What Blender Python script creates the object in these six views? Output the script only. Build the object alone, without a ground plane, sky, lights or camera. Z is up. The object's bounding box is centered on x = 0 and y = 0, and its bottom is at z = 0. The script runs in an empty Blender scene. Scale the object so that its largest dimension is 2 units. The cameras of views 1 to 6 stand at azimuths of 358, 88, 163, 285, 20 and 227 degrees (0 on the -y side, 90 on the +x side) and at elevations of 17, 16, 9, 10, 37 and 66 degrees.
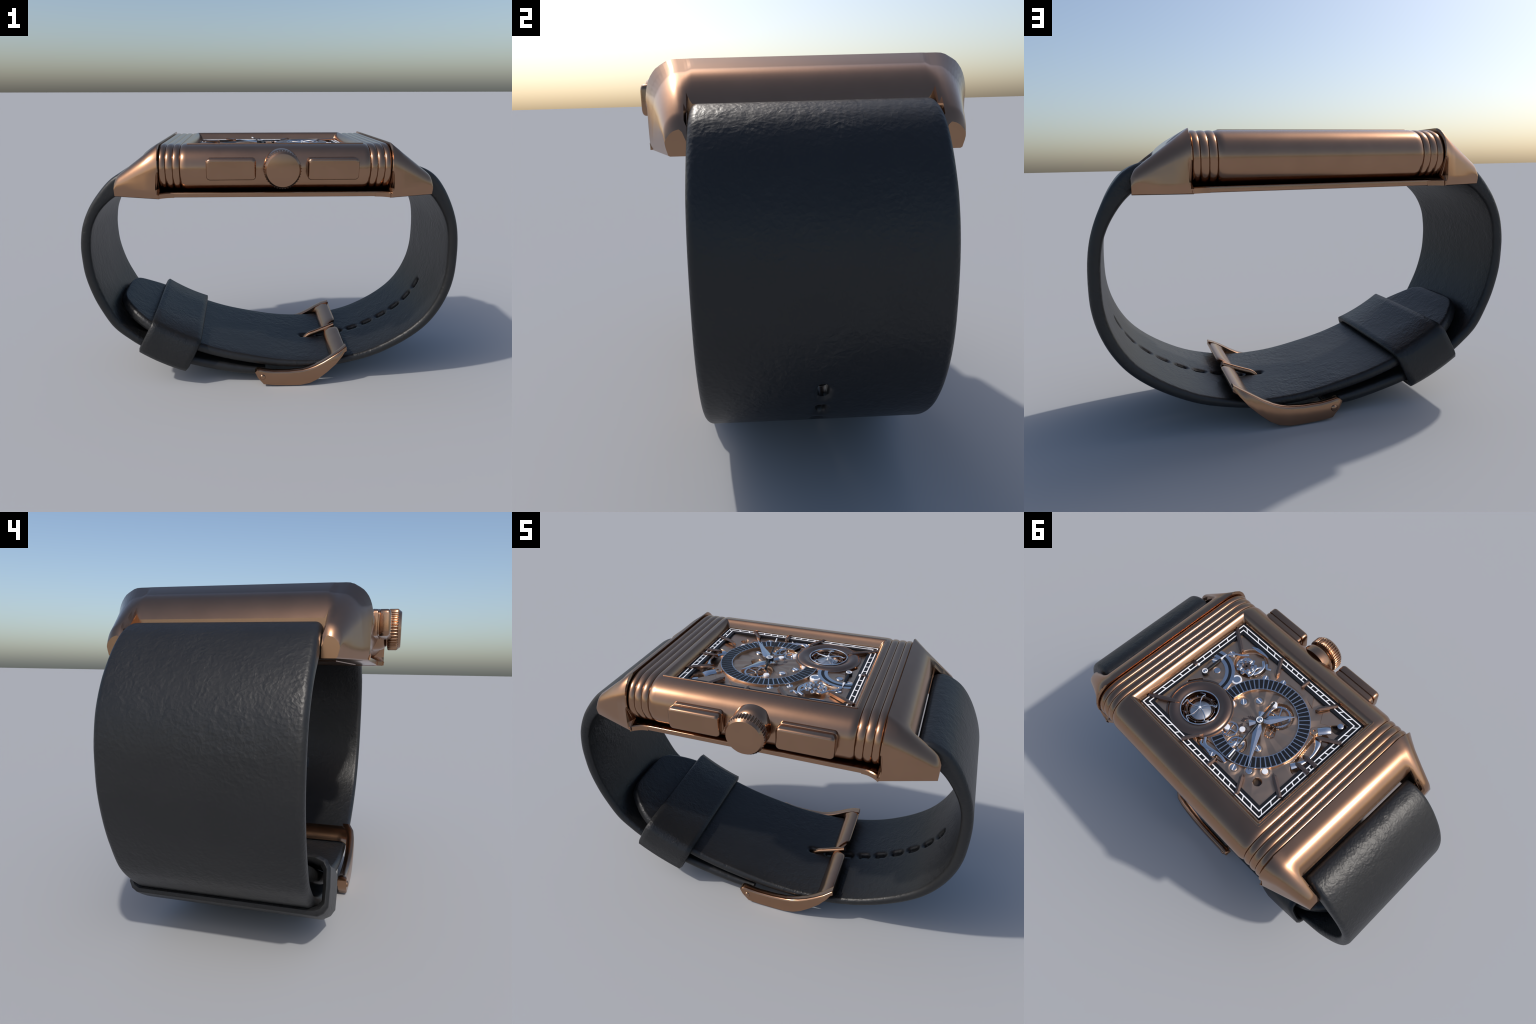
import bpy, bmesh, math, random
import numpy as np
from mathutils import Vector, Matrix, noise

random.seed(7)
CX, CY = 0.010, 0.042          # centre of the case
HX, HY = -0.047, 0.038         # centre of the hands
pi = math.pi

# ------------------------------------------------------------------ materials
def new_mat(name):
    m = bpy.data.materials.new(name); m.use_nodes = True
    nt = m.node_tree
    return m, nt, nt.nodes["Principled BSDF"]

def metal(name, col, rough, var=0.04, bump=0.0, metallic=1.0, spec=0.5):
    m, nt, b = new_mat(name)
    tc = nt.nodes.new("ShaderNodeTexCoord")
    n = nt.nodes.new("ShaderNodeTexNoise"); n.inputs["Scale"].default_value = 9; n.inputs["Detail"].default_value = 3
    nt.links.new(tc.outputs["Object"], n.inputs["Vector"])
    r = nt.nodes.new("ShaderNodeValToRGB")
    r.color_ramp.elements[0].position = 0.3; r.color_ramp.elements[1].position = 0.7
    r.color_ramp.elements[0].color = (*[c * (1 - var) for c in col], 1)
    r.color_ramp.elements[1].color = (*[min(1, c * (1 + var)) for c in col], 1)
    nt.links.new(n.outputs["Fac"], r.inputs["Fac"]); nt.links.new(r.outputs["Color"], b.inputs["Base Color"])
    b.inputs["Metallic"].default_value = metallic
    b.inputs["Specular IOR Level"].default_value = spec
    mr = nt.nodes.new("ShaderNodeMapRange")
    mr.inputs["To Min"].default_value = rough * 0.93; mr.inputs["To Max"].default_value = rough * 1.07
    nt.links.new(n.outputs["Fac"], mr.inputs["Value"]); nt.links.new(mr.outputs["Result"], b.inputs["Roughness"])
    if bump:
        n2 = nt.nodes.new("ShaderNodeTexNoise"); n2.inputs["Scale"].default_value = 140
        bp = nt.nodes.new("ShaderNodeBump"); bp.inputs["Strength"].default_value = bump; bp.inputs["Distance"].default_value = 0.001
        nt.links.new(tc.outputs["Object"], n2.inputs["Vector"]); nt.links.new(n2.outputs["Fac"], bp.inputs["Height"])
        nt.links.new(bp.outputs["Normal"], b.inputs["Normal"])
    return m

def leather(name, col, scale=1.0, strength=0.5):
    m, nt, b = new_mat(name)
    tc = nt.nodes.new("ShaderNodeTexCoord")
    big = nt.nodes.new("ShaderNodeTexNoise"); big.inputs["Scale"].default_value = 6; big.inputs["Detail"].default_value = 4
    nt.links.new(tc.outputs["Object"], big.inputs["Vector"])
    r = nt.nodes.new("ShaderNodeValToRGB")
    r.color_ramp.elements[0].position = 0.3; r.color_ramp.elements[1].position = 0.75
    r.color_ramp.elements[0].color = (*[c * 0.9 for c in col], 1)
    r.color_ramp.elements[1].color = (*[c * 1.12 for c in col], 1)
    nt.links.new(big.outputs["Fac"], r.inputs["Fac"]); nt.links.new(r.outputs["Color"], b.inputs["Base Color"])
    b.inputs["Roughness"].default_value = 0.43
    b.inputs["Specular IOR Level"].default_value = 0.45
    n1 = nt.nodes.new("ShaderNodeTexNoise"); n1.inputs["Scale"].default_value = 32 * scale
    n1.inputs["Detail"].default_value = 3; n1.inputs["Distortion"].default_value = 0.5
    v = nt.nodes.new("ShaderNodeTexVoronoi"); v.inputs["Scale"].default_value = 85 * scale
    nt.links.new(tc.outputs["Object"], n1.inputs["Vector"]); nt.links.new(tc.outputs["Object"], v.inputs["Vector"])
    add = nt.nodes.new("ShaderNodeMath"); add.operation = "MULTIPLY_ADD"; add.inputs[1].default_value = 0.25
    nt.links.new(v.outputs["Distance"], add.inputs[0]); nt.links.new(n1.outputs["Fac"], add.inputs[2])
    patch = nt.nodes.new("ShaderNodeTexNoise"); patch.inputs["Scale"].default_value = 3.2; patch.inputs["Detail"].default_value = 2
    nt.links.new(tc.outputs["Object"], patch.inputs["Vector"])
    pm = nt.nodes.new("ShaderNodeMapRange"); pm.inputs["From Min"].default_value = 0.35; pm.inputs["From Max"].default_value = 0.65
    pm.inputs["To Min"].default_value = 0.35; pm.inputs["To Max"].default_value = 1.25
    nt.links.new(patch.outputs["Fac"], pm.inputs["Value"])
    mul = nt.nodes.new("ShaderNodeMath"); mul.operation = "MULTIPLY"
    nt.links.new(add.outputs[0], mul.inputs[0]); nt.links.new(pm.outputs["Result"], mul.inputs[1])
    bp = nt.nodes.new("ShaderNodeBump"); bp.inputs["Strength"].default_value = strength; bp.inputs["Distance"].default_value = 0.007
    nt.links.new(mul.outputs[0], bp.inputs["Height"]); nt.links.new(bp.outputs["Normal"], b.inputs["Normal"])
    return m

GOLD = metal("rose_gold", (0.366, 0.216, 0.135), 0.21)
GOLD_DIAL = metal("dial_gold", (0.54, 0.365, 0.250), 0.33)  # case gold lightened to carry the brighter sky reflections on the dial relief
GOLD_DARK = metal("index_gold", (0.30, 0.19, 0.135), 0.24)
STEEL = metal("polished_steel", (0.66, 0.67, 0.695), 0.18)
STEEL_W = metal("bright_steel", (0.88, 0.88, 0.90), 0.4, 0.02, 0, 0.15)
BRUSH = metal("brushed_steel", (0.60, 0.60, 0.60), 0.33, 0.15)
BLACK = metal("black_lacquer", (0.012, 0.013, 0.016), 0.4, 0.05, 0, 0.0, 0.18)
RECESS_SHADOW = metal("painted_recess_shadow", (0.02, 0.014, 0.010), 0.5, 0.05, 0, 0.0)
WHITE = metal("white_print", (0.93, 0.93, 0.94), 0.5, 0.01, 0, 0.0)
LEATHER = leather("strap_leather", (0.0112, 0.0114, 0.0119), 1.0, 0.42)
LEATHER_LOOP = leather("loop_leather", (0.0118, 0.0120, 0.0125), 1.15, 0.45)

# ------------------------------------------------------------------ helpers
COLL = bpy.context.scene.collection
ROOT = bpy.data.objects.new("wristwatch", None); COLL.objects.link(ROOT)
ROOT["label"] = "rose gold rectangular skeleton wristwatch with black leather strap"
ROOT["category"] = "wrist watch"

def make(name, verts, faces, mat, parent=ROOT, angle=35, kind=None, smooth=True):
    me = bpy.data.meshes.new(name)
    me.from_pydata([tuple(map(float, v)) for v in verts], [], [tuple(f) for f in faces])
    bm = bmesh.new(); bm.from_mesh(me)
    bmesh.ops.recalc_face_normals(bm, faces=bm.faces)
    bm.to_mesh(me); bm.free()
    return place(name, me, mat, parent, angle, kind, smooth)

def place(name, me, mat, parent=ROOT, angle=35, kind=None, smooth=True):
    if smooth:
        me.shade_smooth(); me.set_sharp_from_angle(angle=math.radians(angle))
    me.materials.clear(); me.materials.append(mat)
    o = bpy.data.objects.new(name, me); COLL.objects.link(o)
    o.parent = parent
    if kind: o["kind"] = kind
    return o

def apply(o, angle=None):
    dg = bpy.context.evaluated_depsgraph_get(); dg.update()
    me = bpy.data.meshes.new_from_object(o.evaluated_get(dg))
    o.modifiers.clear(); o.data = me
    if angle:
        me.shade_smooth(); me.set_sharp_from_angle(angle=math.radians(angle))

def cut(o, cutter, angle=35):
    m = o.modifiers.new("cut", "BOOLEAN"); m.operation = "DIFFERENCE"; m.solver = "EXACT"; m.object = cutter
    bpy.context.view_layer.update()
    apply(o, angle)
    bpy.data.objects.remove(cutter)

def bevel(o, w, seg=3, angle=35, limit=30):
    m = o.modifiers.new("b", "BEVEL"); m.width = w; m.segments = seg; m.limit_method = "ANGLE"; m.angle_limit = math.radians(limit)
    bpy.context.view_layer.update()
    apply(o, angle)

def loft(rings, closed=True, caps=True, base=0):
    v = [p for r in rings for p in r]; n = len(rings[0]); f = []
    for i in range(len(rings) - 1):
        for j in range(n if closed else n - 1):
            a = i * n + j; b = i * n + (j + 1) % n
            f.append((a + base, b + base, b + n + base, a + n + base))
    if caps:
        f.append(tuple(base + j for j in range(n))); f.append(tuple(base + (len(rings) - 1) * n + j for j in range(n)))
    return v, f

def join(parts):
    V, F = [], []
    for v, f in parts:
        b = len(V); V += list(v); F += [tuple(i + b for i in q) for q in f]
    return V, F

def prism(pts, z0, z1, inset=0.0):
    """extruded outline; inset > 0 chamfers the top edge"""
    n = len(pts); rings = [[(x, y, z0) for x, y in pts]]
    if inset:
        c = np.mean(pts, 0)
        rings.append([(x, y, z1 - inset) for x, y in pts])
        q = np.array(pts); e = np.roll(q, -1, 0) - q; e /= np.linalg.norm(e, axis=1)[:, None] + 1e-9
        area = 0.5 * np.sum(q[:, 0] * np.roll(q[:, 1], -1) - np.roll(q[:, 0], -1) * q[:, 1])
        nrm = np.stack([-e[:, 1], e[:, 0]], 1) * (1 if area > 0 else -1)
        nn = nrm + np.roll(nrm, 1, 0); nn /= np.linalg.norm(nn, axis=1)[:, None] + 1e-9
        rings.append([(x, y, z1) for x, y in q + nn * inset])
    else:
        rings.append([(x, y, z1) for x, y in pts])
    return loft(rings)

def box(x0, x1, y0, y1, z0, z1):
    return prism([(x0, y0), (x1, y0), (x1, y1), (x0, y1)], z0, z1)

def circle(x, y, r, n=28, a0=0):
    return [(x + r * math.cos(a0 + 2 * pi * k / n), y + r * math.sin(a0 + 2 * pi * k / n)) for k in range(n)]

def lathe(x, y, prof, n=64):
    return loft([[(x + r * math.cos(2 * pi * k / n), y + r * math.sin(2 * pi * k / n), z) for k in range(n)] for r, z in prof], caps=False)

def spline(pts, n):
    """Catmull-Rom through control points, resampled evenly"""
    P = np.array(pts, float); P = np.vstack([2 * P[0] - P[1], P, 2 * P[-1] - P[-2]])
    out = []
    for i in range(1, len(P) - 2):
        for t in np.linspace(0, 1, 24, endpoint=False):
            a, b, c, d = P[i - 1:i + 3]
            out.append(0.5 * (2 * b + (c - a) * t + (2 * a - 5 * b + 4 * c - d) * t * t + (3 * b - a - 3 * c + d) * t ** 3))
    out.append(P[-2]); out = np.array(out)
    k = min(3, out.shape[1])
    s = np.concatenate([[0], np.cumsum(np.linalg.norm(np.diff(out[:, :k], axis=0), axis=1))])
    u = np.linspace(0, s[-1], n)
    return np.stack([np.interp(u, s, out[:, c]) for c in range(out.shape[1])], 1)

def tube(pts, r, n=10, samples=24, flat=1.0):
    P = spline(pts, samples); T = np.gradient(P, axis=0); T /= np.linalg.norm(T, axis=1)[:, None]
    rings = []
    for i, (p, t) in enumerate(zip(P, T)):
        up = np.array([0, 0, 1.0]) if abs(t[2]) < 0.95 else np.array([0, 1.0, 0])
        s = np.cross(t, up); s /= np.linalg.norm(s); q = np.cross(s, t)
        rr = r(i / (samples - 1)) if callable(r) else r
        rings.append([tuple(p + rr * (math.cos(a) * s + flat * math.sin(a) * q)) for a in np.linspace(0, 2 * pi, n, endpoint=False)])
    return loft(rings)

# ------------------------------------------------------------------ case body with fluted ends
half = [(0.0, 1.334), (0.2, 1.334), (0.30, 1.3338), (0.345, 1.3325), (0.375, 1.327), (0.402, 1.3165), (0.424, 1.300), (0.441, 1.277),
        (0.452, 1.250), (0.457, 1.222), (0.454, 1.195), (0.444, 1.168), (0.427, 1.142), (0.404, 1.122), (0.375, 1.113), (0.30, 1.112), (0.0, 1.112)]
hp = spline(half, 60)
loop = [(y, z) for y, z in hp] + [(-y, z) for y, z in hp[-2:0:-1]]
L = np.array(loop); tg = np.roll(L, -1, 0) - np.roll(L, 1, 0); tg /= np.linalg.norm(tg, axis=1)[:, None]
NRM = np.stack([tg[:, 1], -tg[:, 0]], 1)
if (NRM * (L - L.mean(0))).sum() > 0: NRM = -NRM      # inward normals

grooves = [0.460, 0.494, 0.529, 0.5605]
def inset(x):
    x = abs(x)
    if x < 0.425: return 0.0
    if x < 0.460:
        t = (x - 0.425) / 0.035; return 0.0095 * (1 - math.sqrt(max(0, 1 - t ** 2.6)))
    for a, b in zip(grooves, grooves[1:]):
        if x <= b + 1e-9:
            t = (x - (a + b) / 2) / ((b - a) / 2); return 0.001 + 0.0072 * (1 - math.sqrt(max(0, 1 - min(1, abs(t)) ** 2.0)))
    return 0.0095
xs = [0, 0.2, 0.40, 0.425]
xs += [0.425 + 0.035 * math.sin(t * pi / 2) for t in np.linspace(0, 1, 12)[1:]]
for a, b in zip(grooves, grooves[1:]):
    xs += [(a + b) / 2 - (b - a) / 2 * math.cos(t * pi) for t in np.linspace(0, 1, 15)[1:]]
xs = [-x for x in xs[:0:-1]] + xs
def widen(x, y):
    """the plain middle stands a little prouder on the long sides than the flutes"""
    x = abs(x); k = 0.9 if x < 0.425 else max(0.72, 0.9 - 0.18 * ((x - 0.425) / 0.035) ** 2)
    return math.copysign(0.0215 * k * min(1, max(0, (abs(y) - 0.22) / 0.22)) ** 1.3, y)
rings = [[(CX + x, CY + y + widen(x, y), z) for y, z in L + NRM * inset(x)] for x in xs]
body = make("case_body", *loft(rings), GOLD, angle=50)

def rect_ring(hx, hy, z, cx=0.0145, cy=0.036, r=0.012):
    pts = []
    for sx, sy, a0 in ((1, 1, 0), (-1, 1, 90), (-1, -1, 180), (1, -1, 270)):
        for k in range(5):
            a = math.radians(a0 + k * 22.5)
            pts.append((cx + sx * (hx - r) + r * math.cos(a), cy + sy * (hy - r) + r * math.sin(a), z))
    return pts
op = [(0.4335, 0.3535, 1.36), (0.4335, 0.3535, 1.120)]
cutter = make("cutter", *loft([rect_ring(*o, r=0.010) for o in op]), GOLD)
cut(body, cutter, 40)
lip = [(0.4355, 0.3555, 1.28), (0.4355, 0.3555, 1.3335), (0.4345, 0.3545, 1.3349), (0.4325, 0.3525, 1.3352), (0.4300, 0.3500, 1.3342), (0.4255, 0.3455, 1.3315), (0.4200, 0.3400, 1.3265), (0.4150, 0.3350, 1.3195), (0.4105, 0.3305, 1.3110), (0.4070, 0.3270, 1.3020), (0.4055, 0.3255, 1.2970), (0.4055, 0.3255, 1.28)]
make("bezel_lip", *loft([rect_ring(*o, r=0.006) for o in lip], caps=False), GOLD, body, angle=32)

# ------------------------------------------------------------------ cradle: end pieces with lugs, base plate
def end_piece(sign):
    rings = []
    X0, X1 = 0.5625, 0.795
    stations = sorted(set(list(np.linspace(X0, X1, 44)) + [X0 + 0.004, 0.6815, 0.6845, 0.781, 0.786, 0.7925]))
    ys_flat = list(np.linspace(0, 0.30, 9)) + [0.32, 0.335, 0.345]
    for x in stations:
        t = (x - X0) / (X1 - X0)
        top = 1.3415 - 0.1725 * t - 0.003 * max(0, 1 - t * 60)
        w = 0.481 - 0.083 * t
        ry = 0.098 + (0.047 - 0.098) * t
        rz = 0.128 + (0.048 - 0.128) * t
        bot = 1.0795
        pts = []
        yf = w - ry
        for y in list(np.linspace(0, 0.30, 10)) + list(np.linspace(0.312, yf, 8))[:-1]:
            pts.append((y, top))
        for k in range(13):
            a = pi / 2 * k / 12
            e = 2.2
            pts.append((yf + ry * math.sin(a) ** (2 / e) if k else yf, top - rz + rz * max(0, math.cos(a)) ** (2 / e)))
        pts.append((w, min(1.125, top - rz - 0.004))); pts.append((w - 0.002, 1.10)); pts.append((w - 0.007, bot + 0.003)); pts.append((w - 0.012, bot)); pts.append((0.2, bot)); pts.append((0.0, bot))
        # the hood rounds over toward the strap slot
        def drop(y):
            u = min(1.0, max(0, (x - 0.640) / 0.043)); v = min(1.0, max(0, (x - X0) / 0.115))
            s = min(1, max(0, (0.357 - abs(y)) / 0.022)); s = s * s * (3 - 2 * s)
            return (0.042 * u ** 1.9 - 0.006 * math.sin(pi * v)) * s
        def waist(z):
            # concave sweep just behind the end wall
            f = np.interp(x, [X0, X0 + 0.012, X0 + 0.032, X0 + 0.07, 0.70, 0.795], [0, 0.1, 0.3, 0.5, 0.35, 0])
            g = min(1, max(0, (z - 1.105) / 0.07)); return 0.017 * f * g * g * (3 - 2 * g)
        def at_wall(y, z):
            """next to the flutes the flank is drawn in to their outline"""
            if z < 1.108 or y < 0.3: return y
            s = min(1, max(0, (x - X0) / 0.050)); s = 1 - (1 - s) ** 2
            lim = np.interp(z, [1.108, 1.122, 1.142, 1.168, 1.195, 1.222, 1.25, 1.277, 1.30, 1.317, 1.334], [0.40, 0.42, 0.444, 0.462, 0.473, 0.477, 0.472, 0.461, 0.443, 0.42, 0.39])
            lim = lim + (1 - min(1, (z - 1.108) / 0.012)) * 0.08
            return min(y, lim + 0.10 * s) if s < 1 else y
        tipd = 0.020 * max(0, (x - 0.772) / 0.023) ** 2.2
        pts = [(at_wall(y, z), z - tipd * min(1, max(0, (z - 1.10) / 0.05))) for y, z in pts]
        q = [(y - waist(z) * min(1, max(0, (y - 0.2) / 0.2)), z - (drop(y) if z > top - tipd - 0.002 else 0)) for y, z in pts]
        ring = [(CX + sign * x, CY + y, z) for y, z in q] + [(CX + sign * x, CY - y, z) for y, z in q[-2:0:-1]]
        rings.append(ring)
    o = make("lug_piece", *loft(rings), GOLD, angle=40)
    c = make("cutter", *box(*sorted((CX + sign * 0.683, CX + sign * 0.95)), CY - 0.341, CY + 0.341, 0.9, 1.5), GOLD)
    cut(o, c, 40)
    # soft shading: near the rim the skin shades like a straight extrusion, then turns over toward the strap
    me = o.data; nrm = []
    def skin(p):
        x = sign * (p.x - CX); y = p.y - CY; t = (x - X0) / (X1 - X0)
        top = 1.3415 - 0.1725 * t; w = 0.481 - 0.083 * t; ry = 0.098 - 0.051 * t; rz = 0.128 - 0.080 * t
        dy = max(0.0, abs(y) - (w - ry)); dz = p.z - (top - rz)
        if dz <= 0: r = np.array([1.0, 0.0])
        else: r = np.array([dy / ry ** 2, dz / rz ** 2])
        if abs(y) < w - ry: r = np.array([0.0, 1.0])
        r /= np.linalg.norm(r)
        hood = np.interp(x, [X0, 0.592, 0.622, 0.65, 0.683], [4, 6, 24, 44, 64]); lug = np.interp(x, [X0, 0.60, 0.63, 0.68, 0.765, X1], [6, 12, 26, 33, 42, 70])
        k = min(1, max(0, (0.365 - abs(y)) / 0.03))
        th = hood * k + lug * (1 - k); side = np.interp(x, [X0, 0.60, 0.66, 0.77, X1], [7, 13, 19, 20, 40])
        th = math.radians(th * r[1] ** 2 + side * (1 - r[1] ** 2))
        return Vector((sign * math.sin(th), math.copysign(r[0], y) * math.cos(th), r[1] * math.cos(th)))
    outer_set, geo = set(), {}
    for poly in me.polygons:
        if poly.normal.z > -0.3 and skin(poly.center).dot(poly.normal) > 0.45 and abs(poly.normal.x) < 0.93:
            outer_set.add(poly.index)
            for vi in poly.vertices: geo[vi] = geo.get(vi, Vector((0, 0, 0))) + poly.normal * poly.area
    for poly in me.polygons:
        outer = poly.index in outer_set
        for li in poly.loop_indices:
            vi = me.loops[li].vertex_index; n = poly.normal
            if outer:
                n = skin(me.vertices[vi].co); k = min(1, max(0, n.z / 0.55)); k = k * k * (3 - 2 * k)
                n = (n * k + geo[vi].normalized() * (1 - k)).normalized()
            nrm.append(tuple(n))
    me.normals_split_custom_set(nrm)
    return o
end_piece(1); end_piece(-1)

base = make("cradle_plate", *box(CX - 0.585, CX + 0.585, CY - 0.443, CY + 0.443, 1.082, 1.107), GOLD)
bevel(base, 0.005, 3)
# fillets where the rails run into the lugs
for sx in (-1, 1):
    for sy in (-1, 1):
        pts = [(0.49, 0.428), (0.495, 0.4435)] + [(0.495 + 0.075 * t, 0.4435 + 0.033 * t ** 2.2) for t in np.linspace(0.15, 1, 8)] + [(0.575, 0.428)]
        g = make("rail_fillet", *prism([(CX + sx * x, CY + sy * y) for x, y in pts], 1.0812, 1.1060, 0.004), GOLD, base, angle=30)
make("case_back", *prism([(CX + x, CY + y) for x, y in ((-.41, -.34), (.41, -.34), (.41, .34), (-.41, .34))], 1.092, 1.0785, 0.0), GOLD)

# ------------------------------------------------------------------ crown and pushers
KX, KZ = 0.038, 1.228
def lathe_y(prof, n=72, teeth=0, depth=0.0, flag=None):
    rings = []
    for i, (r, y) in enumerate(prof):
        ring = []
        for k in range(n):
            a = 2 * pi * k / n
            rr = r
            if teeth and flag[i]: rr = r - depth * (0.5 - 0.5 * math.copysign(abs(math.cos(a * teeth / 2 * 2)) ** 0.5, math.cos(a * teeth)))
            ring.append((KX + rr * math.sin(a), y, KZ + rr * math.cos(a)))
        rings.append(ring)
    return loft(rings)
crown = make("crown", *lathe_y([(0.090, -0.40), (0.088, -0.435), (0.084, -0.447), (0.077, -0.457), (0.070, -0.4625), (0.070, -0.470)]), GOLD, angle=40)
kn = [(0.074, -0.4655), (0.082, -0.4675), (0.0875, -0.4695), (0.0885, -0.472), (0.0885, -0.505), (0.0868, -0.508), (0.0845, -0.5105), (0.079, -0.5180), (0.0765, -0.5215), (0.074, -0.5225)]
make("crown_knurl", *lathe_y(kn, 420, 42, 0.0070, [0, 0, 1, 1, 1, 1, 0, 0, 0, 0]), GOLD, crown, angle=30)

def rounded_rect(cx, cz, hx, hz, r, n=6):
    pts = []
    for sx, sz, a0 in ((1, 1, 0), (-1, 1, 90), (-1, -1, 180), (1, -1, 270)):
        for k in range(n + 1):
            a = math.radians(a0 + 90 * k / n)
            pts.append((cx + sx * (hx - r) + r * math.cos(a), cz + sz * (hz - r) + r * math.sin(a)))
    return pts
def cushion(cx, hx, hz, y0, y1, rb, cz=1.228, both=False):
    rings = []
    if both: seq = [(0.006, y0)] + [(0.006 * (1 - math.sin(a)), y0 - 0.004 * (1 - math.cos(a))) for a in np.linspace(0, pi / 2, 4)[1:]]
    else: seq = [(0, y0)]
    seq += [(rb * (1 - math.cos(a)), y1 + rb * (1 - math.sin(a))) for a in np.linspace(0, pi / 2, 7)]
    for ins, y in seq:
        rings.append([(x, y, z) for x, z in rounded_rect(cx, cz, hx - ins, hz - ins, 0.018 - ins * 0.3)])
    return loft(rings)
for px, w in ((-0.203, 0.117), (0.2805, 0.1215)):
    p = make("pusher", *cushion(px, w, 0.050, -0.405, -0.4405, 0.005), GOLD, angle=40)
    make("pusher_neck", *cushion(px, w - 0.006, 0.045, -0.42, -0.45, 0.002), GOLD, p)
    make("pusher_cap", *cushion(px, w + 0.0005, 0.0505, -0.4445, -0.4855, 0.013, both=True), GOLD, p, angle=50)

# ------------------------------------------------------------------ dial plate (relief as a height rule)
holes = [(-0.254, 0.245, 0.018, 0.03), (0.082, -0.212, 0.016, 0.02), (0.115, 0.075, 0.010, 0.02), (-0.316, -0.205, 0.034, 0.03), (0.15, 0.32, .012, .02), (0.335, 0.13, 0.014, 0.02)]
screws = [(0.088, 0.016), (0.042, -0.04), (-0.135, 0.133), (0.112, -0.147), (0.034, -0.188), (-0.129, 0.274), (-0.189, 0.236),
          (-0.012, 0.297), (0.306, -0.010), (0.326, -0.126), (0.356, -0.041)]
pins = [(-0.022, -0.078), (0.044, 0.160), (-0.015, 0.118), (0.119, 0.061), (-0.240, 0.187)]
def capsule(x, y, ax, ay, bx, by):
    d = np.array([bx - ax, by - ay]); L2 = d @ d + 1e-9
    t = np.clip(((x - ax) * d[0] + (y - ay) * d[1]) / L2, 0, 1)
    return np.hypot(x - ax - t * d[0], y - ay - t * d[1])
def step(d, r, soft=0.004): return np.clip((r - d) / soft + 0.5, 0, 1)
DX0, DX1, DY0, DY1 = 0.0145 - 0.4105, 0.0145 + 0.4105, 0.036 - 0.3295, 0.036 + 0.3295
nx, ny = 330, 266
gx, gy = np.meshgrid(np.linspace(DX0, DX1, nx), np.linspace(DY0, DY1, ny), indexing="ij")
Zd = np.full_like(gx, 1.2870)
wave = np.array([noise.noise(Vector((x * 9, y * 9, 0.3))) + 0.5 * noise.noise(Vector((x * 21, y * 21, 5.0))) for x, y in zip(gx.ravel(), gy.ravel())]).reshape(gx.shape)
rh = np.hypot(gx - HX, gy - HY); ah = np.arctan2(gy - HY, gx - HX)
outside = step(-rh, -0.185, 0.01)
Zd += 0.0034 * wave
# scalloped facets of the sunken disc and the corner fans
fan = np.abs(((ah + 0.5) * 15 / pi) % 2 - 1)
Zd -= 0.0015 * step(rh, 0.180, 0.006)
Zd += 0.0042 * (fan - 0.5) * step(rh, 0.176, 0.004) * (rh / 0.17)
fan2 = np.abs(((np.arctan2(gy - HY, gx - HX)) * 11 / pi) % 2 - 1)
Zd += 0.0050 * (fan2 - 0.5) * outside * step(gx, -0.10, 0.05)
# bridge edges: a few bosses and channels
for x, y, r, h in ((0.303, -0.02, 0.062, 0.0030), (0.10, -0.16, 0.035, 0.0028), (-0.129, 0.274, 0.030, 0.003), (-0.19, 0.236, 0.026, 0.003), (-0.24, 0.187, 0.026, .003), (0.035, -0.188, 0.028, 0.003), (0.088, 0.016, 0.025, 0.0025), (0.042, -0.04, 0.025, 0.0025)):
    Zd += h * step(np.hypot(gx - x, gy - y), r, 0.012)
for x, y in screws + pins:
    Zd -= 0.0025 * step(np.hypot(gx - x, gy - y), 0.0190, 0.004)
Zd -= 0.022 * step(np.hypot(gx + 0.080, gy + 0.048), 0.070, 0.005)
Zd -= 0.020 * step(capsule(gx, gy, -0.09, 0.0, -0.118, 0.045), 0.022, 0.005)
Zd -= 0.012 * step(np.hypot(gx - 0.02, gy - 0.165), 0.050, 0.006) * step(rh, 0.178, 0.004)
Zd -= 0.010 * step(np.hypot(gx + 0.052, gy - 0.187), 0.046, 0.006) * step(rh, 0.178, 0.004)
Zd -= 0.020 * step(np.hypot(gx - 0.222, gy + 0.155), 0.080, 0.006)
Zd -= 0.03 * step(capsule(gx, gy, 0.318, 0.085, 0.345, 0.125), 0.013, 0.004)
Zd -= 0.018 * step(capsule(gx, gy, 0.09, 0.262, 0.075, 0.285), 0.020, 0.005)
Zd -= 0.024 * step(capsule(gx, gy, -0.305, -0.10, -0.335, 0.07), 0.036, 0.006) * step(-rh, -0.240, 0.012)
Zd -= 0.010 * step(capsule(gx, gy, 0.06, 0.29, -0.06, 0.275), 0.022, 0.006)
for x, y, r, d in holes: Zd -= d * step(np.hypot(gx - x, gy - y), r, 0.003)
Zd -= 0.150 * step(np.hypot(gx - 0.203, gy - 0.185), 0.135, 0.004)
V = [(x, y, z) for x, y, z in zip(gx.ravel(), gy.ravel(), Zd.ravel())]
F = [(i * ny + j, (i + 1) * ny + j, (i + 1) * ny + j + 1, i * ny + j + 1) for i in range(nx - 1) for j in range(ny - 1)]
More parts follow.
